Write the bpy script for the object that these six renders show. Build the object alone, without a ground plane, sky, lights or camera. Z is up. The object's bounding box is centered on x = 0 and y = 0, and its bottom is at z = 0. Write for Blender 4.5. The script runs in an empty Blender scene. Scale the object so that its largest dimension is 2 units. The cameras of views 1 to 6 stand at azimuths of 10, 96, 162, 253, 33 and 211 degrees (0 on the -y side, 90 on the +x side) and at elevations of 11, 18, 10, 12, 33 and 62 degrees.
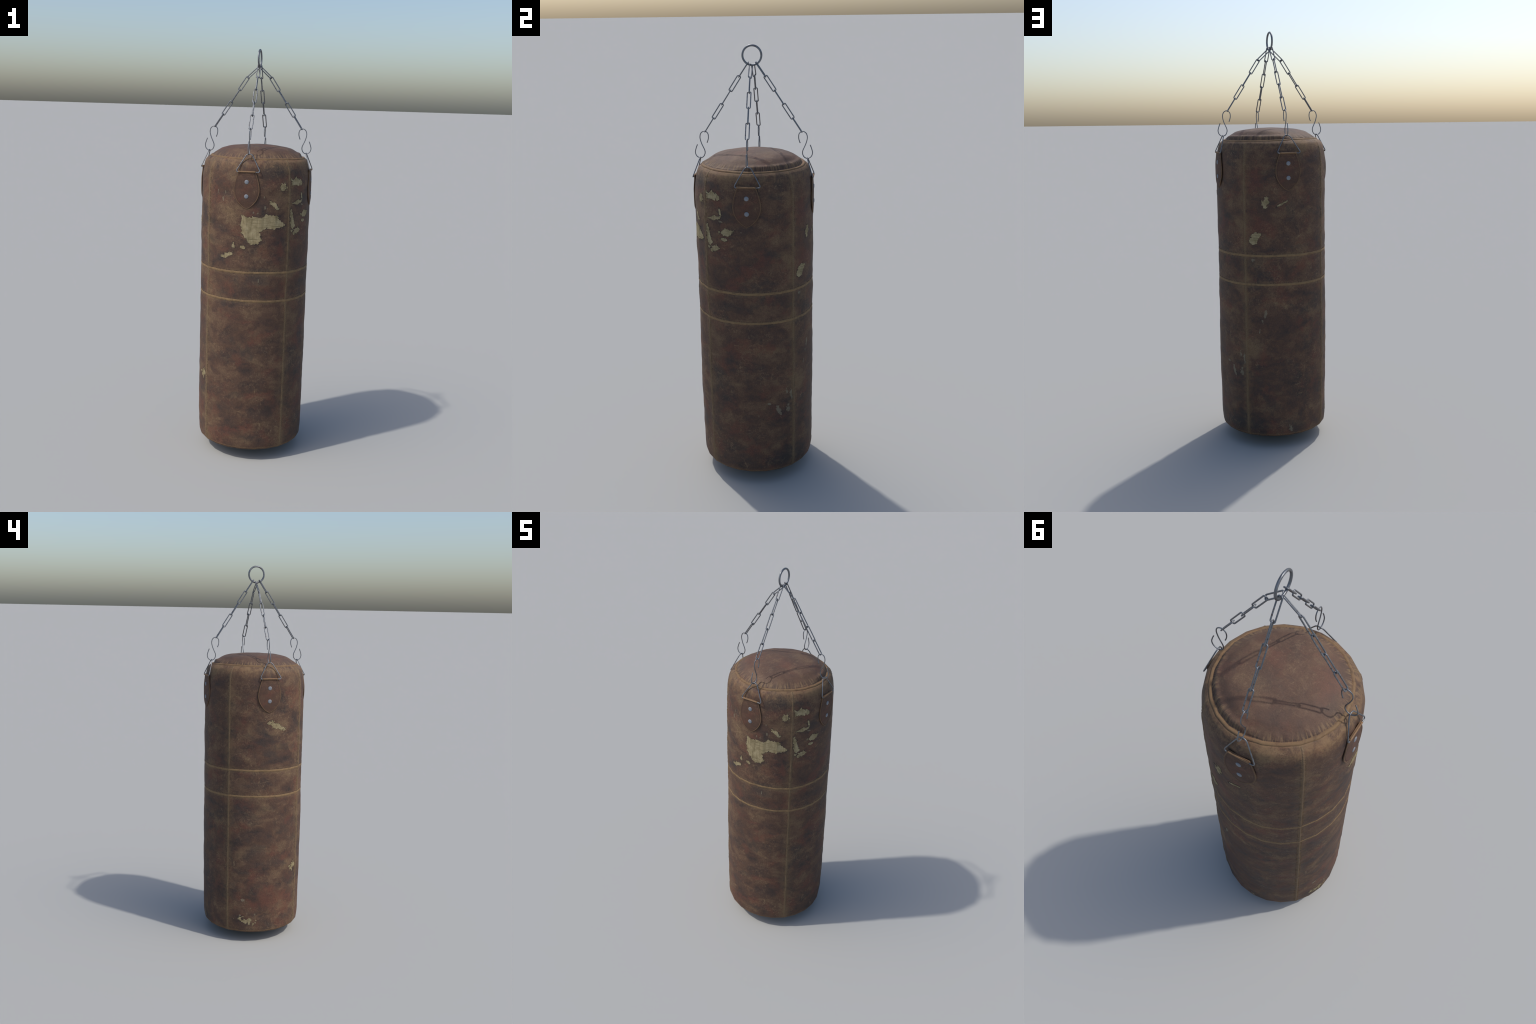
"""A worn leather punching bag hung on four chains from one steel ring."""
import bpy, math, random
import numpy as np
from mathutils import Vector, Matrix, noise

random.seed(7)
TAU = 2 * math.pi
WELT_HEIGHTS = (0.9555, 0.8175)        # two horizontal welts round the bag
SEAM_ANGLES = (45, 135, -135, -45)     # four vertical seams
R_NOM = 0.267                          # nominal bag radius
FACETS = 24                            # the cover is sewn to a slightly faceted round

# ------------------------------------------------------------------ helpers
def smooth_curve(ctrl, n):
    """Catmull-Rom through control points, resampled evenly by length."""
    P = np.array(ctrl, float)
    P = np.vstack([2 * P[0] - P[1], P, 2 * P[-1] - P[-2]])
    out = []
    for i in range(1, len(P) - 2):
        for t in np.linspace(0, 1, 24, endpoint=False):
            a, b, c, d = P[i - 1], P[i], P[i + 1], P[i + 2]
            out.append(.5 * (2 * b + (c - a) * t + (2 * a - 5 * b + 4 * c - d) * t * t
                             + (3 * b - a - 3 * c + d) * t ** 3))
    out.append(P[-2])
    out = np.array(out)
    s = np.concatenate([[0], np.cumsum(np.linalg.norm(np.diff(out, axis=0), axis=1))])
    q = np.linspace(0, s[-1], n)
    return np.stack([np.interp(q, s, out[:, k]) for k in range(out.shape[1])], 1)

def smoothstep(a, b, x):
    t = np.clip((np.asarray(x, float) - a) / (b - a), 0, 1)
    return t * t * (3 - 2 * t)

def ang_diff(a, b):
    return (a - b + 180) % 360 - 180

def new_object(name, verts, faces, mats, parent=None, smooth=True, normals=None, face_mats=None):
    me = bpy.data.meshes.new(name)
    me.from_pydata([tuple(v) for v in verts], [], [tuple(f) for f in faces])
    for m in (mats if isinstance(mats, (list, tuple)) else [mats]):
        me.materials.append(m)
    me.polygons.foreach_set('use_smooth', [smooth] * len(me.polygons))
    if face_mats is not None:
        me.polygons.foreach_set('material_index', face_mats)
    me.update()
    if normals is not None:
        me.normals_split_custom_set_from_vertices([tuple(n) for n in normals])
    ob = bpy.data.objects.new(name, me)
    bpy.context.scene.collection.objects.link(ob)
    if parent:
        ob.parent = parent
    return ob

def link_copy(src, parent, matrix):
    ob = src.copy()
    bpy.context.scene.collection.objects.link(ob)
    ob.parent = parent
    ob.matrix_local = matrix
    return ob

def tube(points, r, closed=False, sides=10):
    """Round wire along a path (parallel-transported frames, capped ends)."""
    P = [Vector(p) for p in points]
    n = len(P)
    verts, faces = [], []
    up = None
    rings = []
    for i in range(n):
        a = P[(i - 1) % n] if (closed or i > 0) else P[i]
        b = P[(i + 1) % n] if (closed or i < n - 1) else P[i]
        t = (b - a).normalized()
        if up is None:
            up = t.orthogonal().normalized()
        up = (up - t * up.dot(t)).normalized()
        rings.append((P[i], up.copy(), t.cross(up)))
    if closed:   # undo the accumulated twist
        t0 = (P[1] - P[-1]).normalized()
        u = rings[-1][1]; u = (u - t0 * u.dot(t0)).normalized()
        tw = math.atan2(u.dot(rings[0][2]), u.dot(rings[0][1]))
    else:
        tw = 0
    for i, (p, u, v) in enumerate(rings):
        k = -tw * i / n
        for j in range(sides):
            a = TAU * j / sides + k
            verts.append(p + (u * math.cos(a) + v * math.sin(a)) * r)
    for i in range(n if closed else n - 1):
        for j in range(sides):
            a, b = i * sides, ((i + 1) % n) * sides
            k = (j + 1) % sides
            faces.append((a + j, a + k, b + k, b + j))
    if not closed:
        faces.append(tuple(range(sides))[::-1])
        faces.append(tuple((n - 1) * sides + j for j in range(sides)))
    return verts, faces

def rounded_loop(corners, radii, seg=7):
    """Closed 2D path through corners, each rounded with its own radius."""
    out, n = [], len(corners)
    for i in range(n):
        p, a, b = (np.array(corners[k % n], float) for k in (i, i - 1, i + 1))
        da, db = (a - p) / np.linalg.norm(a - p), (b - p) / np.linalg.norm(b - p)
        half = math.acos(np.clip(da @ db, -1, 1)) / 2
        d = radii[i] / math.tan(half)
        c = p + (da + db) / np.linalg.norm(da + db) * radii[i] / math.sin(half)
        s, e = p + da * d - c, p + db * d - c
        a0, a1 = math.atan2(s[1], s[0]), math.atan2(e[1], e[0])
        da_ = (a1 - a0 + math.pi) % TAU - math.pi
        for t in np.linspace(0, 1, seg):
            out.append(c + radii[i] * np.array([math.cos(a0 + da_ * t), math.sin(a0 + da_ * t)]))
    return out

# ------------------------------------------------------------------ shader helpers
class Nodes:
    def __init__(self, name):
        self.mat = bpy.data.materials.new(name)
        self.mat.use_nodes = True
        self.t = self.mat.node_tree
        self.bsdf = self.t.nodes['Principled BSDF']
        self.co = self.t.nodes.new('ShaderNodeTexCoord').outputs['Object']
        self._cyl = None

    def link(self, a, sock):
        if isinstance(a, bpy.types.NodeSocket):
            self.t.links.new(a, sock)
        else:
            sock.default_value = a

    def math(self, op, a, b=None, c=None, clamp=False):
        n = self.t.nodes.new('ShaderNodeMath'); n.operation = op; n.use_clamp = clamp
        for i, v in enumerate((a, b, c)):
            if v is not None:
                self.link(v, n.inputs[i])
        return n.outputs[0]

    def mapping(self, scale=(1, 1, 1), rot=(0, 0, 0), loc=(0, 0, 0), vec=None):
        n = self.t.nodes.new('ShaderNodeMapping')
        n.inputs['Scale'].default_value = scale
        n.inputs['Rotation'].default_value = rot
        n.inputs['Location'].default_value = loc
        self.link(vec if vec is not None else self.co, n.inputs['Vector'])
        return n.outputs[0]

    def noise(self, scale, detail=4, rough=.6, vec=None, dist=0, out='Fac'):
        n = self.t.nodes.new('ShaderNodeTexNoise')
        self.link(vec if vec is not None else self.co, n.inputs['Vector'])
        n.inputs['Scale'].default_value = scale
        n.inputs['Detail'].default_value = detail
        n.inputs['Roughness'].default_value = rough
        n.inputs['Distortion'].default_value = dist
        return n.outputs[out]

    def remap(self, v, a, b, lo=0, hi=1, smooth=True):
        n = self.t.nodes.new('ShaderNodeMapRange')
        n.interpolation_type = 'SMOOTHSTEP' if smooth else 'LINEAR'
        self.link(v, n.inputs[0])
        for i, x in zip((1, 2, 3, 4), (a, b, lo, hi)):
            n.inputs[i].default_value = x
        return n.outputs[0]

    def mix(self, fac, a, b, mode='MIX'):
        n = self.t.nodes.new('ShaderNodeMix'); n.data_type = 'RGBA'; n.blend_type = mode
        self.link(fac, n.inputs[0])
        for v, s in ((a, n.inputs[6]), (b, n.inputs[7])):
            self.link(v if isinstance(v, bpy.types.NodeSocket) else (*v, 1), s)
        return n.outputs[2]

    def ramp(self, fac, stops):
        n = self.t.nodes.new('ShaderNodeValToRGB')
        e = n.color_ramp.elements
        while len(e) < len(stops):
            e.new(.5)
        for el, (p, c) in zip(e, stops):
            el.position = p; el.color = (*c, 1)
        self.link(fac, n.inputs[0])
        return n.outputs[0]

    def cyl(self):
        """(angle*radius, height, angle, radius) of the object-space point."""
        if self._cyl is None:
            s = self.t.nodes.new('ShaderNodeSeparateXYZ'); self.link(self.co, s.inputs[0])
            th = self.math('ARCTAN2', s.outputs[1], s.outputs[0])
            r = self.math('SQRT', self.math('ADD', self.math('MULTIPLY', s.outputs[0], s.outputs[0]),
                                            self.math('MULTIPLY', s.outputs[1], s.outputs[1])))
            self._cyl = (self.math('MULTIPLY', th, R_NOM), s.outputs[2], th, r)
        return self._cyl

    def combine(self, x, y, z=0.0):
        n = self.t.nodes.new('ShaderNodeCombineXYZ')
        for v, s in zip((x, y, z), n.inputs):
            self.link(v, s)
        return n.outputs[0]

    def bump(self, h, strength, dist, prev=None):
        n = self.t.nodes.new('ShaderNodeBump')
        n.inputs['Strength'].default_value = strength
        n.inputs['Distance'].default_value = dist
        self.link(h, n.inputs['Height'])
        if prev is not None:
            self.link(prev, n.inputs['Normal'])
        return n.outputs[0]

    def finish(self, color, rough=.7, normal=None, metallic=0, spec=.3):
        self.link(color if isinstance(color, bpy.types.NodeSocket) else (*color, 1), self.bsdf.inputs['Base Color'])
        self.link(rough, self.bsdf.inputs['Roughness'])
        self.link(metallic, self.bsdf.inputs['Metallic'])
        self.bsdf.inputs['Specular IOR Level'].default_value = spec
        if normal is not None:
            self.link(normal, self.bsdf.inputs['Normal'])
        return self.mat

DARK = (.040, .028, .024)
BROWN = (.090, .050, .033)
RED = (.128, .048, .032)
OLIVE = (.152, .097, .055)
TAN = (.240, .150, .072)

def leather_colour(N):
    """Mottled hide: dark blotches, red and olive clouds, brushed scuffs, grain."""
    # coordinates pulled about by noise, so that every cloud has a brushed, fibrous border
    jit = N.t.nodes.new('ShaderNodeVectorMath'); jit.operation = 'MULTIPLY_ADD'
    N.link(N.noise(48, 3, .6, None, .6, 'Color'), jit.inputs[0])
    jit.inputs[1].default_value = (.030, .030, .030)
    N.link(N.co, jit.inputs[2])
    P = jit.outputs[0]
    cloud = N.noise(8.5, 8, .66, N.mapping((1, 1, 1.45), vec=P), .35)
    c = N.ramp(cloud, [(.34, DARK), (.43, (.070, .041, .030)), (.51, BROWN), (.58, (.118, .071, .044)), (.67, OLIVE)])
    red = N.remap(N.noise(7.5, 6, .64, N.mapping((1, 1, 1.3), loc=(3.1, 1.7, .4), vec=P), .3), .50, .66)
    c = N.mix(N.math('MULTIPLY', red, .60), c, RED)
    dark = N.remap(N.noise(6.0, 7, .66, N.mapping((1, 1, 1.4), loc=(7.3, 2.2, 5.1), vec=P), .4), .51, .68)
    c = N.mix(N.math('MULTIPLY', dark, .66), c, (.043, .035, .031))
    # brushed scuffs: short crossing strokes gathered in clouds
    zone = N.remap(N.noise(7, 5, .62, N.mapping(loc=(1.3, 8.2, 2.9), vec=P)), .43, .62)
    s1 = N.noise(1, 4, .62, N.mapping((80, 80, 30), rot=(.5, .4, .3), vec=P), .9)
    s2 = N.noise(1, 4, .62, N.mapping((48, 48, 110), rot=(.3, -.5, .8), vec=P), .9)
    s3 = N.noise(1, 4, .62, N.mapping((105, 36, 105), rot=(-.6, .2, 1.9), vec=P), .9)
    strokes = N.remap(N.math('MAXIMUM', N.math('MAXIMUM', s1, s2), s3), .54, .78)
    c = N.mix(N.math('MULTIPLY', N.math('MULTIPLY', strokes, zone), .70), c, (.240, .165, .092))
    low = N.remap(N.math('MINIMUM', N.math('MINIMUM', s1, s2), s3), .42, .27)
    c = N.mix(N.math('MULTIPLY', low, .45), c, (.050, .034, .027))
    fine = N.noise(240, 4, .75)
    c = N.mix(1.0, c, N.ramp(fine, [(.25, (.62, .62, .62)), (.75, (1.38, 1.38, 1.38))]), 'MULTIPLY')
    return c, cloud, strokes, fine

def wear(N, c, mask, strength, col=TAN, nscale=60, vec=None):
    w = N.noise(nscale, 6, .7, vec, .5)
    m = N.math('MULTIPLY', mask, N.remap(w, .34, .64))
    return N.mix(N.math('MULTIPLY', m, strength), c, col)

def leather_bump(N, cloud, strokes, fine):
    b = N.bump(cloud, .25, .012)
    b = N.bump(N.noise(95, 4, .6), .25, .0025, b)
    return N.bump(fine, .25, .0012, b)

def make_panel_leather():
    N = Nodes('panel_leather')
    c, cloud, strokes, fine = leather_colour(N)
    u, z, th, r = N.cyl()
    f = N.math('FRACT', N.math('DIVIDE', th, math.pi / 2))
    d = N.math('MULTIPLY', N.math('ABSOLUTE', N.math('SUBTRACT', f, .5)), math.pi / 2 * R_NOM)
    c = wear(N, c, N.remap(d, .004, .040, 1, 0), .45, (.185, .120, .062), 45)
    # herringbone of thread marks leaning away from each seam
    wob = N.math('MULTIPLY', N.noise(30, 3, .6), .008)
    ph = N.math('ADD', N.math('ADD', z, wob), N.math('MULTIPLY', d, .9))
    hatch = N.remap(N.math('SINE', N.math('MULTIPLY', ph, TAU / .0072)), -.1, .8)
    reach = N.remap(N.math('ADD', d, N.math('MULTIPLY', N.noise(90, 3, .6), .010)), .007, .016, 1, 0)
    c = N.mix(N.math('MULTIPLY', N.math('MULTIPLY', hatch, reach), .60), c, (.205, .140, .074))
    c = wear(N, c, N.remap(d, .003, .0085, 1, 0), .70, (.190, .128, .068), 90)
    for h in WELT_HEIGHTS:
        dz = N.math('ABSOLUTE', N.math('SUBTRACT', z, h))
        c = wear(N, c, N.remap(dz, .005, .022, 1, 0), .55, (.165, .110, .060), 70)
    # shoulders rubbed pale in fibrous downward strokes
    fib = N.combine(N.math('MULTIPLY', u, 90), N.math('MULTIPLY', z, 22))
    drop = N.math('MULTIPLY', N.math('SUBTRACT', N.noise(1, 5, .65, fib), .5), .075)
    sh = N.remap(N.math('ADD', z, drop), 1.425, 1.478)
    c = wear(N, c, sh, .62, (.235, .146, .074), 34)
    c = wear(N, c, N.remap(z, .085, .058), .55, (.180, .110, .056), 50)
    return N.finish(c, N.remap(cloud, .3, .7, .62, .78), leather_bump(N, cloud, strokes, fine), spec=.28)

def make_lid_leather():
    N = Nodes('lid_leather')
    c, cloud, strokes, fine = leather_colour(N)
    u, z, th, r = N.cyl()
    c = N.mix(.35, c, (.138, .082, .054))
    # gathered, scuffed pleats round the rim
    ray = N.noise(1, 4, .65, N.combine(N.math('MULTIPLY', th, 30), N.math('MULTIPLY', r, 22)), .4)
    edge = N.math('MULTIPLY', N.remap(N.math('ADD', r, N.math('MULTIPLY', ray, .03)), .205, .232), N.remap(ray, .48, .62))
    c = N.mix(N.math('MULTIPLY', edge, .60), c, (.225, .148, .074))
    dk = N.math('MULTIPLY', N.remap(r, .196, .216), N.remap(ray, .52, .36))  # crease shade between the pleats, painted into the colour
    c = N.mix(N.math('MULTIPLY', dk, .6), c, (.045, .035, .028))
    # crossing scratches on the crown, gathered to one side
    crown = N.math('MULTIPLY', N.remap(r, .17, .06), N.remap(N.noise(14, 4, .6), .42, .58))
    sc = N.noise(1, 5, .65, N.mapping((30, 130, 34), rot=(0, 0, .7)), .8)
    sc2 = N.noise(1, 5, .65, N.mapping((130, 28, 34), rot=(0, 0, .25)), .8)
    m = N.math('MULTIPLY', crown, N.remap(N.math('MAXIMUM', sc, sc2), .54, .72))
    c = N.mix(N.math('MULTIPLY', m, .45), c, (.250, .170, .092))
    return N.finish(c, .68, leather_bump(N, cloud, strokes, fine), spec=.3)

def make_trim(name, colour, amount, nscale=50, hatch=0.0):
    """Worn trim: pale rubbed leather fading into the hide colour."""
    N = Nodes(name)
    c, cloud, strokes, fine = leather_colour(N)
    n = N.noise(nscale, 5, .65, None, .4)
    m = N.remap(n, .28, .58, amount * .45, amount)
    c = N.mix(m, c, colour)
    if hatch:
        u, z, th, r = N.cyl()
        w = N.t.nodes.new('ShaderNodeTexWave')
        w.inputs['Scale'].default_value = hatch
        w.inputs['Distortion'].default_value = 1.6
        w.inputs['Detail'].default_value = 2
        w.bands_direction = 'Y'
        v = N.mapping((1, 1, 1), rot=(0, 0, .7), vec=N.combine(u, z))
        N.link(v, w.inputs['Vector'])
        c = N.mix(N.math('MULTIPLY', w.outputs['Fac'], .35), c, (.060, .042, .032))
    return N.finish(c, .72, N.bump(fine, .3, .0012, N.bump(n, .3, .003)), spec=.25)

def make_canvas():
    """Bared jute canvas: woven threads, dusty and uneven."""
    N = Nodes('canvas')
    u, z, th, r = N.cyl()
    uv = N.combine(u, z)
    def threads(direction, scale):
        w = N.t.nodes.new('ShaderNodeTexWave')
        w.bands_direction = direction
        w.inputs['Scale'].default_value = scale
        w.inputs['Distortion'].default_value = .7
        w.inputs['Detail'].default_value = 1
        N.link(uv, w.inputs['Vector'])
        return w.outputs['Fac']
    wx, wy = threads('X', 75), threads('Y', 75)
    weave = N.math('MULTIPLY', wx, wy)
    lines = N.math('MAXIMUM', N.noise(1, 2, .5, N.combine(N.math('MULTIPLY', u, 260), N.math('MULTIPLY', z, 12))),
                   N.noise(1, 2, .5, N.combine(N.math('MULTIPLY', u, 12), N.math('MULTIPLY', z, 260))))
    c = N.ramp(N.noise(38, 5, .65), [(.3, (.230, .185, .100)), (.5, (.350, .288, .168)), (.7, (.445, .378, .230))])
    c = N.mix(N.math('MULTIPLY', N.remap(weave, .0, .35, 1, 0), .50), c, (.130, .100, .055))
    c = N.mix(N.math('MULTIPLY', N.remap(lines, .54, .70), .70), c, (.120, .092, .046))
    return N.finish(c, .9, N.bump(weave, .5, .0015), spec=.1)

def make_metal(name, base, rust, rough=.42, metallic=.85):
    N = Nodes(name)
    n = N.noise(45, 5, .65)
    info = N.t.nodes.new('ShaderNodeObjectInfo')
    v = N.mapping((1, 1, 1), vec=N.co)
    blot = N.noise(70, 4, .6, v)
    c = N.mix(N.remap(n, .35, .7), base, tuple(x * 1.45 for x in base))
    c = N.mix(N.math('MULTIPLY', N.remap(blot, .56, .70), rust), c, (.085, .052, .032))
    return N.finish(c, N.remap(n, .3, .7, rough - .08, rough + .14),
                    N.bump(N.noise(300, 3, .6), .2, .0008), metallic, .5)

M_PANEL = make_panel_leather()
M_LID = make_lid_leather()
M_RIM = make_trim('rim_leather', (.215, .134, .066), .75, 45)
M_WELT = make_trim('welt_leather', (.225, .146, .072), .90, 60)
M_SEAM = make_trim('seam_leather', (.190, .128, .070), .85, 60, 45)
M_TAB = make_trim('tab_leather', (.098, .052, .034), .35, 40)
M_EDGE = make_trim('rubbed_edge_leather', (.162, .098, .052), .70, 70)
M_FOLD = make_trim('rubbed_fold_leather', (.245, .148, .076), .80, 70)
M_EDGE_SHADOW = make_trim('painted_edge_shadow', (.042, .032, .028), .9, 60)
M_THREAD = make_trim('thread', (.180, .122, .066), .7, 90)
M_DARK_THREAD = make_trim('dark_thread', (.035, .027, .022), .9, 90)
M_CANVAS = make_canvas()
M_FLECK = make_trim('chipped_finish', (.215, .190, .130), .62, 120)
M_STEEL = make_metal('steel', (.150, .158, .170), .75)
M_RIVET = make_metal('rivet_steel', (.170, .182, .200), .35, .60, .25)

# ------------------------------------------------------------------ the bag surface
PROFILE = [(.2375, .0540), (.2450, .0550), (.2522, .0580), (.2580, .0640), (.2612, .0735), (.2630, .089), (.2645, .115),
           (.2660, .2), (.2672, .3), (.2681, .4), (.2685, .5), (.2683, .6), (.2678, .7), (.2672, .8),
           (.2672, .9), (.2672, 1.0), (.2677, 1.1), (.2676, 1.2), (.2674, 1.3), (.2668, 1.37),
           (.2650, 1.405), (.2610, 1.435), (.2560, 1.457), (.2492, 1.4735), (.2405, 1.4825), (.2340, 1.4875),
           (.2276, 1.4920), (.2149, 1.4990), (.2050, 1.5065), (.1900, 1.5172), (.1714, 1.5280), (.1500, 1.5342),
           (.1250, 1.5388), (.0800, 1.5440), (.0400, 1.5468), (.0, 1.5480)]
BASE_PROFILE = [(.2378, .0542), (.2330, .0525), (.2200, .0515), (.2120, .0520), (.2085, .0505), (.2050, .0450),
                (.1960, .0390), (.1700, .0270), (.1200, .0120), (.0600, .0030), (.0, .0)]

# broad dents (-) and bulges (+) of the stuffing: angle, height, angular and height spread, depth
LUMPS = [(33, .24, 14, .16, .0016), (-110, .68, 18, .20, .0024), (158, 1.12, 16, .13, -.0032),
         (-143, 1.10, 18, .12, .0024), (92, 1.18, 16, .10, .0014), (-78, .95, 16, .2, -.0018), (5, .30, 12, .2, -.0014),
         (158, .25, 18, .12, -.0020), (-166, .22, 14, .12, .0016), (-100, 1.33, 20, .03, -.0016), (-75, 1.36, 20, .03, .0016),
         (24, 1.36, 14, .12, -.0030), (-168, 1.38, 12, .10, -.0025), (115, 1.40, 12, .06, -.0025), (12, .30, 10, .12, -.0020),
         (-50, .33, 10, .12, -.0020), (72, 1.24, 10, .08, -.0020), (-118, 1.30, 10, .07, -.0020), (-43, 1.10, 10, .15, .0020),
         (9, 1.20, 10, .10, .0015)]

def relief(th_deg, z):
    """Radial relief of the side: stuffing lumps, soft horizontal wrinkles, leather slack."""
    h = 0.0
    for a, zc, sa, sz, d in LUMPS:
        h += d * math.exp(-(ang_diff(th_deg, a) / sa) ** 2 - ((z - zc) / sz) ** 2)
    a = math.radians(th_deg)
    p = Vector((math.cos(a), math.sin(a), 0))
    h += .0023 * noise.fractal(Vector((p.x * 1.3, p.y * 1.3, z * 9.0)) + Vector((5, 2, 1)), 1.0, 2.0, 3)
    h += .0009 * noise.fractal(Vector((p.x * 2.6, p.y * 2.6, z * 22.0)), 1.0, 2.0, 2)
    # a slightly squared round, fullest at the seams; drawn in at the welts
    ds = min(abs(ang_diff(th_deg, s)) for s in SEAM_ANGLES) * math.pi / 180 * R_NOM
    h += .0012 * math.exp(-(ds / .022) ** 2) - .0014 * math.cos(4 * a)
    for w in WELT_HEIGHTS:
        h -= .0014 * math.exp(-((z - w) / .012) ** 2)
    return h

def facet(th):
    """Radius factor of a FACETS-sided polygon with corners on multiples of its step."""
    step = TAU / FACETS
    t = (th % step) - step / 2
    return math.cos(step / 2) / math.cos(t)

NS = 900
SIDE_S = smooth_curve(PROFILE, NS)              # whole outline from foot rim to crown
_t = np.gradient(SIDE_S, axis=0)
_t /= np.linalg.norm(_t, axis=1)[:, None]
PER = (NS - 1) / float(np.sum(np.linalg.norm(np.diff(SIDE_S, axis=0), axis=1)))   # profile steps per metre
_top = int(np.argmin(np.abs(SIDE_S[:, 1] - 1.30)))
def k_of_r(r):
    """Profile step on the lid and shoulder where the radius is r."""
    rs = SIDE_S[_top:, 0][::-1]
    return NS - 1 - float(np.interp(r, rs, np.arange(len(rs))))

K_OUT, K_IN = k_of_r(.2365), k_of_r(.2255)      # the two stitched lines that bound the rim piping
# how far the piping wanders inward up the dome: (angle, metres)
WANDER = [(-180, .0090), (-135, .0070), (-100, .0020), (-80, .0005), (-58, .0030), (-30, .0010), (0, .0), (70, .0005),
          (85, .0030), (100, .0090), (121, .0115), (160, .0100), (180, .0090)]
def wander(th_deg, k):
    a = ang_diff(th_deg, 0)
    d = float(np.interp(a, [w[0] for w in WANDER], [w[1] for w in WANDER]))
    d += .0012 * noise.noise(Vector((math.cos(math.radians(a)) * 3, math.sin(math.radians(a)) * 3, 4)))
    fade = smoothstep(K_OUT - .07 * PER, K_OUT - .01 * PER, k) * smoothstep(K_IN + .10 * PER, K_IN + .01 * PER, k)
    return d * PER * float(fade)

def top_relief(th_deg, k):
    """Piping between two creases, gathered pleats on the lid beside it."""
    x0, x1 = (k - K_OUT) / PER, (k - K_IN) / PER         # metres past each line
    if x0 < -.03:
        return 0.0
    th = math.radians(th_deg)
    p = Vector((math.cos(th), math.sin(th), 0))
    away = float(smoothstep(66, 34, abs(ang_diff(th_deg, 42))))       # the lid stands up more on one side
    h = -.0016 * math.exp(-(x0 / .0016) ** 2) - (.0016 + .0034 * away) * math.exp(-((x1 - .001 - .002 * away) / (.0022 + .004 * away)) ** 2)
    if 0 < x0 and x1 < 0:
        q = x0 / (x0 - x1)
        h += .0016 * math.sin(math.pi * q) + .0005 * noise.noise(p * 30)
    if x1 > 0:
        pl = noise.noise(p * 17 + Vector((0, 0, x1 * 12))) + .6 * noise.noise(p * 38 + Vector((9, 0, x1 * 10)))
        h += pl * .0017 * float(smoothstep(0, .006, x1) * smoothstep(.042, .012, x1))
        h += .0050 * away * math.exp(-((x1 - .021) / .011) ** 2)
        r = (SIDE_S[-1, 0] + (NS - 1 - k) / PER)
        h += .0028 * noise.fractal(Vector((p.x * r * 9, p.y * r * 9, 3.3)), 1.0, 2.0, 3) * float(smoothstep(.01, .05, x1))
    return h

def side_point(th_deg, k, lift=0.0, polygon=True):
    """Point of the bag at angle and profile step k (may be fractional), lifted outward."""
    k0 = min(max(k, 0), NS - 1)
    k = min(k0 + wander(th_deg, k0), NS - 1)
    i = int(min(k, NS - 2)); f = k - i
    r, z = SIDE_S[i] * (1 - f) + SIDE_S[i + 1] * f
    tr, tz = _t[i] * (1 - f) + _t[i + 1] * f
    if r > .2 and z < 1.48:
        flat = float(smoothstep(.06, .10, z) * smoothstep(1.475, 1.43, z))
        h = relief(th_deg, z) * (.15 + .85 * flat) + lift
    else:
        h = lift
    if k0 > K_OUT - .03 * PER:
        h += top_relief(th_deg, k0)
    r, z = max(r + tz * h, 0), z - tr * h
    th = math.radians(th_deg)
    if polygon:
        r *= .10 + .90 * facet(th) + .0045
    return (r * math.cos(th), r * math.sin(th), z)

def k_of_z(z):
    zs = SIDE_S[15:_top + 160, 1]
    return 15 + float(np.interp(z, zs, np.arange(len(zs))))

def grid_normals(P, wrap_u=True):
    du = (np.roll(P, -1, 1) - np.roll(P, 1, 1)) if wrap_u else np.gradient(P, axis=1)
    dv = np.gradient(P, axis=0)
    n = np.cross(du, dv)
    L = np.linalg.norm(n, axis=2, keepdims=True)
    return n / np.maximum(L, 1e-12)

bag = bpy.data.objects.new('punching_bag', None)
bpy.context.scene.collection.objects.link(bag)
bag['label'] = 'worn brown leather punching bag hanging from four steel chains'
bag['category'] = 'punching bag'

# --- side wall: one continuous skin, separated into twelve sewn panels
COLS = FACETS * 12
bounds = [0.0, k_of_z(WELT_HEIGHTS[1]), k_of_z(WELT_HEIGHTS[0]), K_OUT]
rows = []
for b, (k0, k1) in enumerate(zip(bounds[:-1], bounds[1:])):
    n = max(10, int((k1 - k0) / PER / .0075))
    q = list(np.linspace(k0, k1, n + 1))
    rows += q if b == 0 else q[1:]
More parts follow.
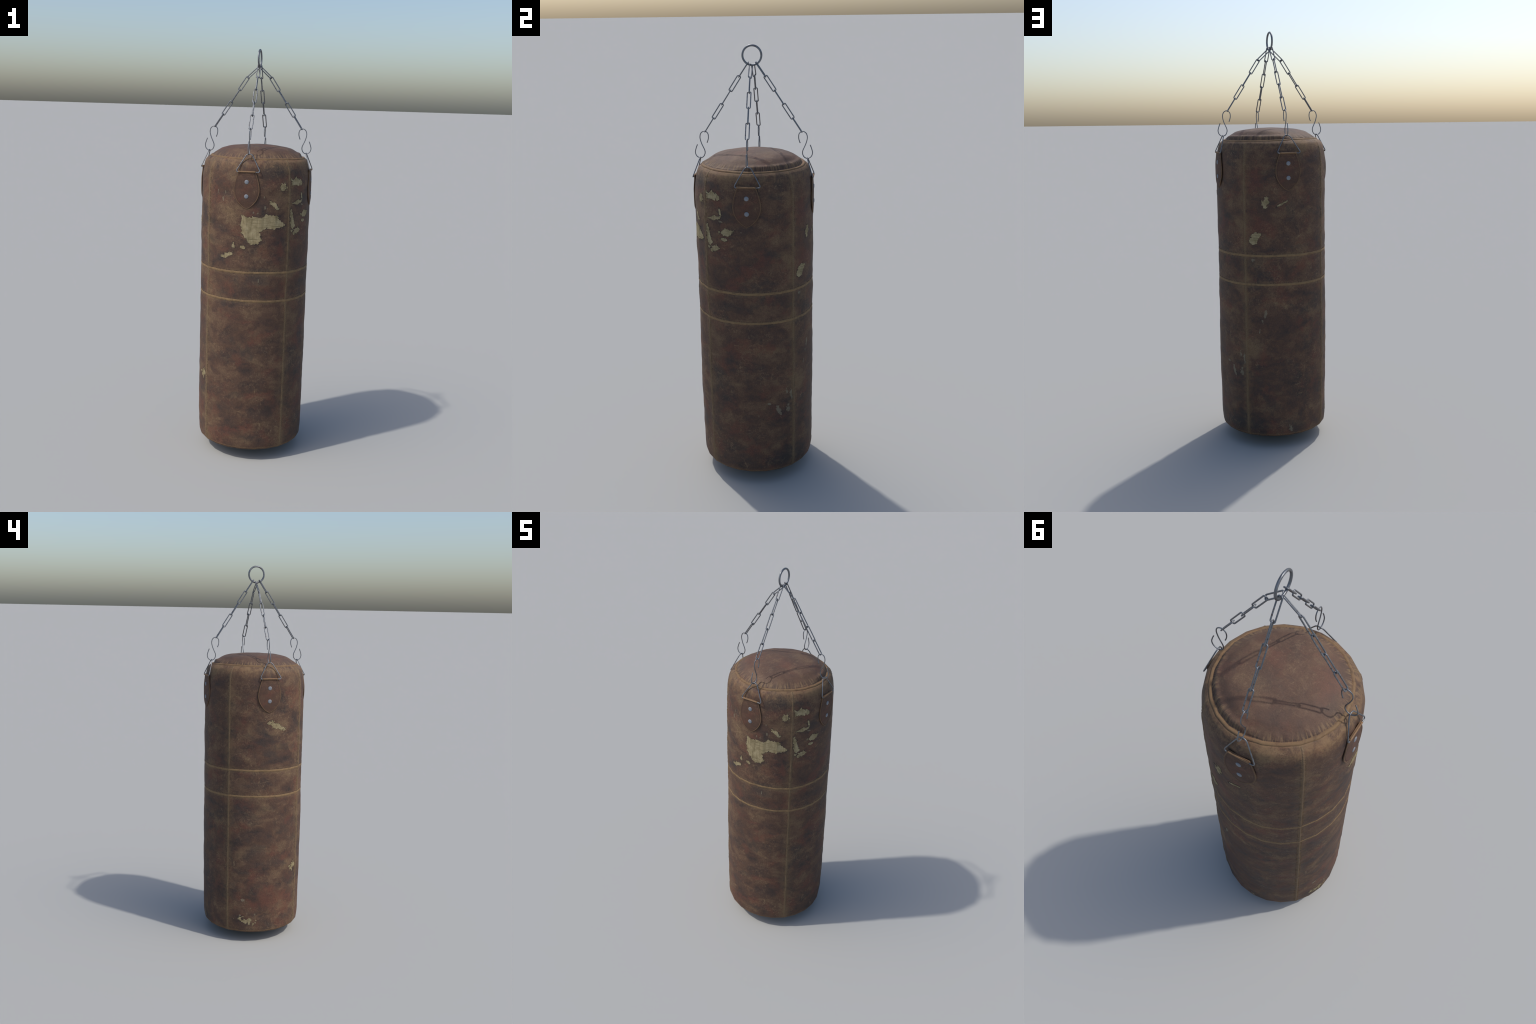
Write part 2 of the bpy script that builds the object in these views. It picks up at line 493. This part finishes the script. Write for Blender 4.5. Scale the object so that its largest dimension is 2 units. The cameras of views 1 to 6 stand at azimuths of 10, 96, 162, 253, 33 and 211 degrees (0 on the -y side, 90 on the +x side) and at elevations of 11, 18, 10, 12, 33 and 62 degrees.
# finer rows over the turned edges
rows = sorted(set(rows) | set(np.linspace(0, .05 * PER, 16)) | set(np.linspace(K_OUT - .07 * PER, K_OUT, 26)))
angs = [(-45 + 360 * j / COLS) for j in range(COLS)]
fac = np.array([.10 + .90 * facet(math.radians(a)) + .0045 for a in angs])
def skin(ks):
    """Grid of the bag surface over the given profile steps, with its smooth normals."""
    e = [ks[0] - .3] + list(ks) + [ks[-1] + .3]
    S = np.array([[side_point(a, k, 0, False) for a in angs] for k in e])
    N = grid_normals(S)[1:-1]
    return S[1:-1] * np.stack([fac, fac, np.ones_like(fac)], 1)[None], N
side_grid, side_normals = skin(rows)
row_breaks = [min(range(len(rows)), key=lambda i: abs(rows[i] - b)) for b in bounds]
for s in range(4):
    for b in range(3):
        i0, i1 = row_breaks[b], row_breaks[b + 1]
        js = [(s * COLS // 4 + j) % COLS for j in range(COLS // 4 + 1)]
        w = len(js)
        v = side_grid[i0:i1 + 1][:, js].reshape(-1, 3)
        nn = side_normals[i0:i1 + 1][:, js].reshape(-1, 3)
        f = [(i * w + j, i * w + j + 1, (i + 1) * w + j + 1, (i + 1) * w + j)
             for i in range(i1 - i0) for j in range(w - 1)]
        new_object('leather_panel', v, f, M_PANEL, bag, normals=nn)

# --- rim piping and lid continue the same skin
def skin_part(name, ks, mat):
    P, nor = skin(ks)
    n = len(ks)
    pole = ks[-1] >= NS - 1
    f = [(i * COLS + j, i * COLS + (j + 1) % COLS, (i + 1) * COLS + (j + 1) % COLS, (i + 1) * COLS + j)
         for i in range(n - (2 if pole else 1)) for j in range(COLS)]
    v, nn = P.reshape(-1, 3), nor.reshape(-1, 3)
    if pole:
        last, tip = (n - 2) * COLS, (n - 1) * COLS
        v, nn = v[:tip + 1], nn[:tip + 1]
        nn[tip] = (0, 0, 1)
        f += [(last + j, last + (j + 1) % COLS, tip) for j in range(COLS)]
    return new_object(name, v, f, mat, bag, normals=nn)

skin_part('rim_piping', list(np.linspace(K_OUT, K_IN, 12)), M_RIM)
skin_part('lid', list(np.linspace(K_IN, K_IN + .05 * PER, 34)) + list(np.linspace(K_IN + .05 * PER, NS - 1, 36)[1:]), M_LID)

# --- base: a shallow bowl turned on the axis
prof = smooth_curve(BASE_PROFILE, 44)
V = [(r * f_ * math.cos(math.radians(a)), r * f_ * math.sin(math.radians(a)), z) for r, z in prof[:-1] for a, f_ in zip(angs, fac)]
F = [(i * COLS + j, (i + 1) * COLS + j, (i + 1) * COLS + (j + 1) % COLS, i * COLS + (j + 1) % COLS)
     for i in range(len(prof) - 2) for j in range(COLS)]
V.append((0, 0, 0))
F += [((len(prof) - 2) * COLS + j, len(V) - 1, (len(prof) - 2) * COLS + (j + 1) % COLS) for j in range(COLS)]
new_object('base', V, F, M_LID, bag)

# --- welts round the bag and the hem at its foot
def ring_strip(name, z, half, lift, mat, wob=0.0):
    m = 8
    verts, faces = [], []
    kz = k_of_z(z)
    per = PER
    for j, a in enumerate(angs):
        th = math.radians(a)
        dz = wob * noise.noise(Vector((math.cos(th) * 2, math.sin(th) * 2, z * 7)))
        wv = 1 + .18 * noise.noise(Vector((math.cos(th) * 14, math.sin(th) * 14, z)))
        for i in range(m + 1):
            q = -1 + 2 * i / m
            h = lift * math.sqrt(max(0, 1 - q * q)) * (1.15) - .0006
            verts.append(side_point(a, kz + (dz + q * half * wv) * per, h))
    for j in range(COLS):
        for i in range(m):
            a, b = j * (m + 1) + i, ((j + 1) % COLS) * (m + 1) + i
            faces.append((a, b, b + 1, a + 1))
    return new_object(name, verts, faces, mat, bag)

for z in WELT_HEIGHTS:
    ring_strip('welt', z, .0062, .0019, M_WELT, .0015)
ring_strip('hem', .0575, .0022, .0009, M_RIM, .0006)

# --- vertical seams
def seam_angle(s, z):
    return SEAM_ANGLES[s] + .35 * noise.noise(Vector((s * 3.1, 4, z * 9)))

for s in range(4):
    m, verts, faces = 6, [], []
    ks = np.linspace(.022 * PER, K_OUT - .004 * PER, 300)
    for k in ks:
        z = float(np.interp(k, np.arange(NS), SIDE_S[:, 1]))
        half = .0050 * (1 + .25 * noise.noise(Vector((s, 2.2, z * 25))))
        for i in range(m + 1):
            q = -1 + 2 * i / m
            h = .0013 * math.sqrt(max(0, 1 - q * q)) - .0005
            verts.append(side_point(seam_angle(s, z) + math.degrees(q * half / R_NOM), k, h))
    for j in range(len(ks) - 1):
        for i in range(m):
            a = j * (m + 1) + i
            faces.append((a, a + 1, a + m + 2, a + m + 1))
    new_object('vertical_seam', verts, faces, M_SEAM, bag)

# --- stitches: small thread lozenges lying on the leather
def stitch(verts, faces, p, n, d, length, width, height):
    p, n, d = Vector(p), Vector(n).normalized(), Vector(d).normalized()
    t = n.cross(d).normalized()
    b = len(verts)
    for x, w in ((-.5, .3), (-.25, 1), (.25, 1), (.5, .3)):
        c = p + d * (x * length)
        low = -.0004
        verts += [c + t * (width * w * .5) + n * low, c + n * (height * (w + .2)), c - t * (width * w * .5) + n * low]
    for i in range(3):
        for j in range(2):
            a = b + i * 3 + j
            faces.append((a, a + 1, a + 4, a + 3))

rng = random.Random(11)
V, F = [], []
for s in range(4):
    z = .075
    while z < 1.462:
        a = seam_angle(s, z)
        for side in (-1, 1):
            if rng.random() < .35:
                continue
            aa = a + side * math.degrees(.0052 / R_NOM) + rng.uniform(-.15, .15)
            p = side_point(aa, k_of_z(z), .0003)
            th = math.radians(aa)
            n = (math.cos(th), math.sin(th), 0)
            tilt = .75 * side + rng.uniform(-.2, .2)
            d = Vector((-math.sin(th) * math.cos(tilt), math.cos(th) * math.cos(tilt), math.sin(tilt)))
            stitch(V, F, p, n, d, rng.uniform(.008, .015), .0018, .0008)
        z += .0062 + rng.uniform(-.0006, .0006)
ob = new_object('seam_stitching', V, F, M_THREAD, bag); ob['kind'] = 'stuff'

V, F = [], []
for zc, offs in ((WELT_HEIGHTS[0], (.0085,)), (WELT_HEIGHTS[1], (.0080,)), (.0575, (.0050,))):
    for off in offs:
        nst = 190
        for j in range(nst):
            if rng.random() < .15:
                continue
            a = 360 * (j + rng.uniform(-.15, .15)) / nst
            p = side_point(a, k_of_z(zc + off), .0002)
            th = math.radians(a)
            stitch(V, F, p, (math.cos(th), math.sin(th), 0), (-.25 * math.sin(th), .25 * math.cos(th), 1), .0050, .0020, .0007)
ob = new_object('welt_stitching', V, F, M_DARK_THREAD, bag); ob['kind'] = 'stuff'

# ------------------------------------------------------------------ torn patches baring the canvas
def polygon_distance(poly, x, y):
    """Signed distance, positive inside."""
    inside, best = False, 1e9
    n = len(poly)
    for i in range(n):
        x0, y0 = poly[i]; x1, y1 = poly[(i + 1) % n]
        if (y0 > y) != (y1 > y) and x < (x1 - x0) * (y - y0) / (y1 - y0) + x0:
            inside = not inside
        t = max(0, min(1, ((x - x0) * (x1 - x0) + (y - y0) * (y1 - y0)) / max(1e-12, (x1 - x0) ** 2 + (y1 - y0) ** 2)))
        best = min(best, math.hypot(x0 + t * (x1 - x0) - x, y0 + t * (y1 - y0) - y))
    return best if inside else -best

def fray(x, y, seed):
    return (noise.noise(Vector((x / .011, y / .011, seed))) * .0066 + noise.noise(Vector((x / .0042, y / .0042, seed + 3))) * .0055)

def blob(w, h, tilt, rough, seed):
    c, s = math.cos(tilt), math.sin(tilt)
    def field(x, y):
        a, b = (x * c + y * s) / (w / 2), (-x * s + y * c) / (h / 2)
        big = noise.noise(Vector((x / .017, y / .017, seed + 9.1)))
        small = noise.noise(Vector((x / .0065, y / .0065, seed + 1.7)))
        return (1 - math.sqrt(a * a + b * b) + rough * (1.25 * big + .8 * small)) * min(w, h) / 2
    return field

def sheet(th_deg, zc, field, hw, hh, level, lift, cell=.0011):
    """Conforming sheet of small woven cells wherever field > level, with skirts at its frayed edge."""
    nx, ny = int(2 * hw / cell), int(2 * hh / cell)
    keep = set()
    for i in range(nx):
        for j in range(ny):
            x, y = -hw + (i + .5) * cell, -hh + (j + .5) * cell
            if field(x, y) > level:
                keep.add((i, j))
    idx, verts, faces = {}, [], []
    def vert(i, j, lf):
        key = (i, j, lf)
        if key not in idx:
            x, y = -hw + i * cell, -hh + j * cell
            idx[key] = len(verts)
            verts.append(side_point(th_deg + math.degrees(x / R_NOM), k_of_z(zc + y), lf))
        return idx[key]
    for (i, j) in sorted(keep):
        faces.append((vert(i, j, lift), vert(i + 1, j, lift), vert(i + 1, j + 1, lift), vert(i, j + 1, lift)))
        for (di, dj), e in (((-1, 0), ((i, j + 1), (i, j))), ((1, 0), ((i + 1, j), (i + 1, j + 1))),
                            ((0, -1), ((i, j), (i + 1, j))), ((0, 1), ((i + 1, j + 1), (i, j + 1)))):
            if (i + di, j + dj) not in keep:
                (a, b) = e
                faces.append((vert(*b, lift), vert(*a, lift), vert(*a, -.0006), vert(*b, -.0006)))
    return verts, faces

def add_patch(th, z, field, hw, hh):
    v, f = sheet(th, z, field, hw, hh, 0, .0010)
    if not f:
        return
    ob = new_object('canvas_patch', v, f, M_CANVAS, bag, smooth=False)
    v, f = sheet(th, z, field, hw + .003, hh + .003, -.0016, .0005, .0014)  # larger dark sheet underneath, modelled as the shadow along the patch border
    if f:
        new_object('patch_edge_shadow', v, f, M_EDGE_SHADOW, ob, smooth=False)

# the large tear below the front tab: outline in (degrees, metres)
BIG = [(-94.6, 1.229), (-88.8, 1.222), (-74.3, 1.219), (-69.9, 1.238), (-65.2, 1.230), (-58.7, 1.232), (-56.1, 1.208),
       (-48.7, 1.185), (-52.6, 1.176), (-62.4, 1.169), (-69.4, 1.172), (-76.0, 1.151), (-73.5, 1.116), (-76.5, 1.100),
       (-84.7, 1.092), (-88.2, 1.114), (-94.1, 1.147), (-94.9, 1.184)]
bt, bz = -72.0, 1.165
poly = [(math.radians(a - bt) * R_NOM, z - bz) for a, z in BIG]
add_patch(bt, bz, lambda x, y: polygon_distance(poly, x, y) + fray(x, y, 4.2) + .0008, .125, .085)

# smaller tears: angle, height, width, height, tilt, roughness
TEARS = [(-61.5, 1.279, .050, .022, -.75, .55), (-102.9, 1.083, .016, .026, 0, .5), (-92.0, 1.079, .024, .019, -.3, .5),
         (-109.0, 1.037, .064, .022, .40, .5), (-52.0, 1.362, .036, .036, .3, .55), (-35.5, 1.386, .066, .034, -.15, .55),
         (-26.6, 1.321, .010, .034, .25, .4), (-32.5, 1.291, .058, .019, .15, .45), (-20.0, 1.231, .060, .028, .1, .45),
         (-23.0, 1.198, .030, .014, 0, .4), (-40.0, 1.190, .026, .074, .12, .65), (-33.0, 1.151, .044, .030, .5, .5),
         (-42.5, 1.238, .016, .038, 0, .6), (66.5, 1.206, .038, .036, .5, .7), (83.3, 1.199, .046, .008, .45, .6),
         (55.5, 1.040, .038, .062, -.65, .45), (-171.0, 1.192, .086, .026, -.42, .8), (-141.6, .406, .040, .036, .5, .9),
         (157.4, .126, .080, .028, -.1, .9)]
for i, (a, z, w, h, t, rg) in enumerate(TEARS):
    R = max(w, h) * .85
    add_patch(a, z, blob(w, h, t, rg, 13.7 * i + 2), R, R)

# flecks where only the finish has chipped away
FLECKS = [(-25.5, 1.277, .016, .006, -.3), (-115.1, 1.297, .009, .017, .2), (-77, 1.24, .013, .007, 0), (-82.4, 1.243, .008, .012, 0),
          (-70.8, 1.267, .007, .011, 0), (-75.7, .922, .006, .015, 0), (-5.8, 1.236, .016, .007, -.8), (54, .934, .017, .011, .4),
          (54.5, .967, .010, .006, 0), (65.8, .675, .011, .038, -.2), (62.5, .640, .008, .020, .3), (59.4, .593, .007, .018, -.2),
          (37.4, .466, .010, .026, .2), (41.8, .442, .011, .050, .1), (18.8, .417, .022, .007, -.3), (28.6, .372, .020, .046, .2),
          (38.5, .382, .018, .028, 0), (91.3, .099, .016, .026, .1), (153.4, .243, .020, .015, .3), (150.2, .159, .012, .012, 0),
          (-113, 1.334, .005, .012, 0), (163, .200, .005, .008, 0), (168, .165, .006, .010, 0),
          (-122, 1.335, .006, .016, 0), (-72, 1.318, .006, .009, .0), (8, .352, .006, .016, 0)]
V, F = [], []
for i, (a, z, w, h, t) in enumerate(FLECKS):
    R = max(w, h) * .75
    v, f = sheet(a, z, blob(w * .85, h, t, 1.0, 5.9 * i + 1), R, R, 0, .0007)
    b = len(V); V += v; F += [tuple(x + b for x in q) for q in f]
ob = new_object('finish_fleck', V, F, M_FLECK, bag, smooth=False); ob['kind'] = 'stuff'

# ------------------------------------------------------------------ hanging tabs with rivets
TAB_TOP, TAB_OUT = 1.432, .2705
TAB_HALF = [(1.436, .0405), (1.420, .0445), (1.395, .0530), (1.370, .0590), (1.350, .0612), (1.330, .0595), (1.312, .0538),
            (1.296, .0455), (1.283, .0350), (1.272, .0235), (1.264, .0125), (1.2590, .0)]

def build_tab():
    """One tab for the +x side: plate with raised rubbed rim, folded over the bar at its top."""
    c = smooth_curve(TAB_HALF, 34)
    right = [(h, z) for z, h in c]
    outline = right + [(-x, z) for x, z in right[-2::-1]]
    cx = np.array([0, 1.355])
    def x_of(y, z):
        return .2715 - .5 * y * y / R_NOM * .75 - .0035 * float(smoothstep(1.37, 1.43, z)) - .0030 * float(smoothstep(1.30, 1.262, z))
    rings = []
    n = len(outline)
    o = np.array(outline)
    tang = np.roll(o, -1, 0) - np.roll(o, 1, 0)
    nrm = np.stack([tang[:, 1], -tang[:, 0]], 1); nrm /= np.linalg.norm(nrm, axis=1)[:, None]
    nrm *= np.sign(np.sum(nrm * (o - cx), axis=1))[:, None]
    # depth steps from the back plate over the rounded edge to the inset front
    steps = [(-.0010, -.0046), (0, -.0038), (.0002, -.0020), (-.0005, -.0004), (-.0014, .0), (-.0026, -.0002), (-.0036, -.0010)]
    verts, faces, fm = [], [], []
    for off, dx in steps:
        q = o + nrm * off
        rings.append(len(verts))
        verts += [(x_of(y, z) + dx, y, z) for y, z in q]
    for a, b, mi in zip(rings[:-1], rings[1:], (1, 1, 1, 1, 1, 1)):
        for j in range(n):
            k = (j + 1) % n
            faces.append((a + j, a + k, b + k, b + j)); fm.append(mi)
    # front and back plates: rungs across the outline
    for base, flip in ((rings[-1], False), (rings[0], True)):
        prev = None
        m = 10
        half = len(right)
        for i in range(half - 1):
            A, B = Vector(verts[base + i]), Vector(verts[base + (n - 1 - i if i else n - 1)])
            row = []
            for j in range(m + 1):
                p = A.lerp(B, j / m)
                x = x_of(p.y, p.z) + (steps[-1][1] if not flip else steps[0][1])
                row.append(len(verts)); verts.append((x, p.y, p.z))
            if prev:
                for j in range(m):
                    q = (prev[j], row[j], row[j + 1], prev[j + 1])
                    faces.append(q if flip else q[::-1]); fm.append(0)
            prev = row
    # the fold round the bar
    b = len(verts)
    tv, tf = tube([(.2680, y, TAB_TOP) for y in np.linspace(-.0405, .0405, 12)], .0034, False, 12)
    verts += [tuple(v) for v in tv]
    faces += [tuple(x + b for x in q) for q in tf]; fm += [2] * len(tf)
    return verts, faces, fm

tv, tf, tm = build_tab()
tab_src = new_object('hanging_tab', tv, tf, [M_TAB, M_EDGE, M_FOLD], bag, face_mats=tm)

# rivet: shallow domed steel disc facing +x
prof = [(.0, .0026), (.0050, .0024), (.0085, .0018), (.0100, .0006), (.0104, -.0030)]
rv, rf, S = [], [], 20
for r, h in prof[1:]:
    rv += [(h, r * math.cos(TAU * j / S), r * math.sin(TAU * j / S)) for j in range(S)]
rv.append((prof[0][1], 0, 0))
for i in range(len(prof) - 2):
    rf += [(i * S + j, (i + 1) * S + j, (i + 1) * S + (j + 1) % S, i * S + (j + 1) % S) for j in range(S)]
rf += [(len(rv) - 1, j, (j + 1) % S) for j in range(S)]
rivet_src = new_object('rivet', rv, rf, M_RIVET, tab_src)

# stitch line inside the tab rim
V, F = [], []
c = smooth_curve([(z, h - .0085) for z, h in TAB_HALF if h > .012], 30)
for z, h in c:
    for y in (h, -h):
        x = .2715 - .5 * y * y / R_NOM * .75 - .0035 * float(smoothstep(1.37, 1.43, z)) - .003 * float(smoothstep(1.3, 1.262, z))
        stitch(V, F, (x - .0008, y, z), (1, 0, 0), (0, .0, 1), .0034, .0013, .0006)
for y in np.linspace(-.034, .034, 15):
    stitch(V, F, (.2715 - .0035 - .5 * y * y / R_NOM * .75 - .0008, y, 1.417), (1, 0, 0), (0, 1, 0), .0030, .0013, .0006)
tst_src = new_object('tab_stitching', V, F, M_DARK_THREAD, tab_src); tst_src['kind'] = 'stuff'

# ------------------------------------------------------------------ steel: ring, chains, hooks, triangles
RING_Z, RING_R, RING_WIRE = 1.9545, .0410, .0045
v, f = tube([(0, RING_R * math.cos(a), RING_Z + RING_R * math.sin(a)) for a in np.linspace(0, TAU, 64, endpoint=False)],
            RING_WIRE, True, 14)
new_object('hanging_ring', v, f, M_STEEL, bag)

WIRE = .0025
# joints of a chain from the ring to the hook: (distance from the axis, height)
JOINTS = [(.0572, 1.8655), (.0966, 1.8060), (.1360, 1.7464), (.1756, 1.6866), (.2150, 1.6272)]
SIDE_START, FRONT_START = (.0175, 1.9235), (.0040, 1.9140)   # +-y chains ride up the ring, +-x hang at its foot
LINKS = 5

# the S hook and triangle for the +x side
HOOK = [(.2085, 1.5770), (.2035, 1.5905), (.2015, 1.6040), (.2045, 1.6195), (.2185, 1.6290), (.2345, 1.6205), (.2400, 1.6010),
        (.2345, 1.5765), (.2265, 1.5580), (.2200, 1.5430), (.2195, 1.5285), (.2270, 1.5145), (.2415, 1.5090), (.2570, 1.5170),
        (.2632, 1.5340), (.2590, 1.5530), (.2525, 1.5695)]
hook_path = smooth_curve([(x, 0.0, z) for x, z in HOOK], 64)
hv, hf = tube([(x, .0015, z) for x, _, z in hook_path], .0021, False, 10)

tri2d = rounded_loop([(-.0490 - .0049, 0), (.0580 + .0049, 0), (.0046, .1012)], [.0065, .0065, .0200], 11)
def tri_pt(y, s):
    z = 1.4315 + s
    return (.2680 - (.0285) * (s / .082), y, z)
tvv, tff = tube([tri_pt(y, s) for y, s in tri2d], .0023, True, 10)

def link_mesh(length):
    hw, rad = .0078, .0052
    hl = length / 2
    path = rounded_loop([(-hl, -hw), (hl, -hw), (hl, hw), (-hl, hw)], [rad] * 4, 7)
    return tube([(a, b, 0) for a, b in path], WIRE, True, 10)

hook_src = tri_src = None
for az in (0, 90, 180, -90):
    rot = Matrix.Rotation(math.radians(az), 4, 'Z')
    tangent = rot @ Vector((0, 1, 0))
    front = az in (0, 180)
    pts = [FRONT_START if front else SIDE_START] + JOINTS
    pts = [rot @ Vector((x, (-.005 if front else 0) * (1 - n / LINKS) + .001, z)) for n, (x, z) in enumerate(pts)]
    if az == 0:
        lv, lf = link_mesh((pts[2] - pts[1]).length + 2 * WIRE)
        link_src = new_object('chain_link', lv, lf, M_STEEL, bag)
    for i in range(LINKS):
        d = (pts[i + 1] - pts[i]).normalized()
        perp = tangent.cross(d).normalized()
        if perp.z < 0:
            perp = -perp
        w = tangent if i % 2 == 0 else perp
        if i == 0 and front:
            w = (perp - tangent).normalized()   # turned half way so that it can ride on the ring
        c = (pts[i] + pts[i + 1]) / 2
        wob = rng.uniform(-.12, .12)
        w = (w + wob * d.cross(w))
        w = (w - d * w.dot(d)).normalized()
        m = Matrix((d, w, d.cross(w))).transposed().to_4x4()
        m.translation = c
        if az == 0 and i == 0:
            link_src.matrix_local = m
        else:
            link_copy(link_src, bag, m)
    if az == 0:
        hook_src = new_object('s_hook', hv, hf, M_STEEL, bag)
        tri_src = new_object('triangle_ring', tvv, tff, M_STEEL, bag)
        rivet_mats = [Matrix.Translation((.2700, 0, 1.3850)), Matrix.Translation((.2706, 0, 1.3183))]
        rivet_src.matrix_local = rivet_mats[0]
        link_copy(rivet_src, tab_src, rivet_mats[1])
    else:
        link_copy(hook_src, bag, rot)
        link_copy(tri_src, bag, rot)
        tab = link_copy(tab_src, bag, rot)
        for rm in rivet_mats:
            link_copy(rivet_src, tab, rm)
        link_copy(tst_src, tab, Matrix())
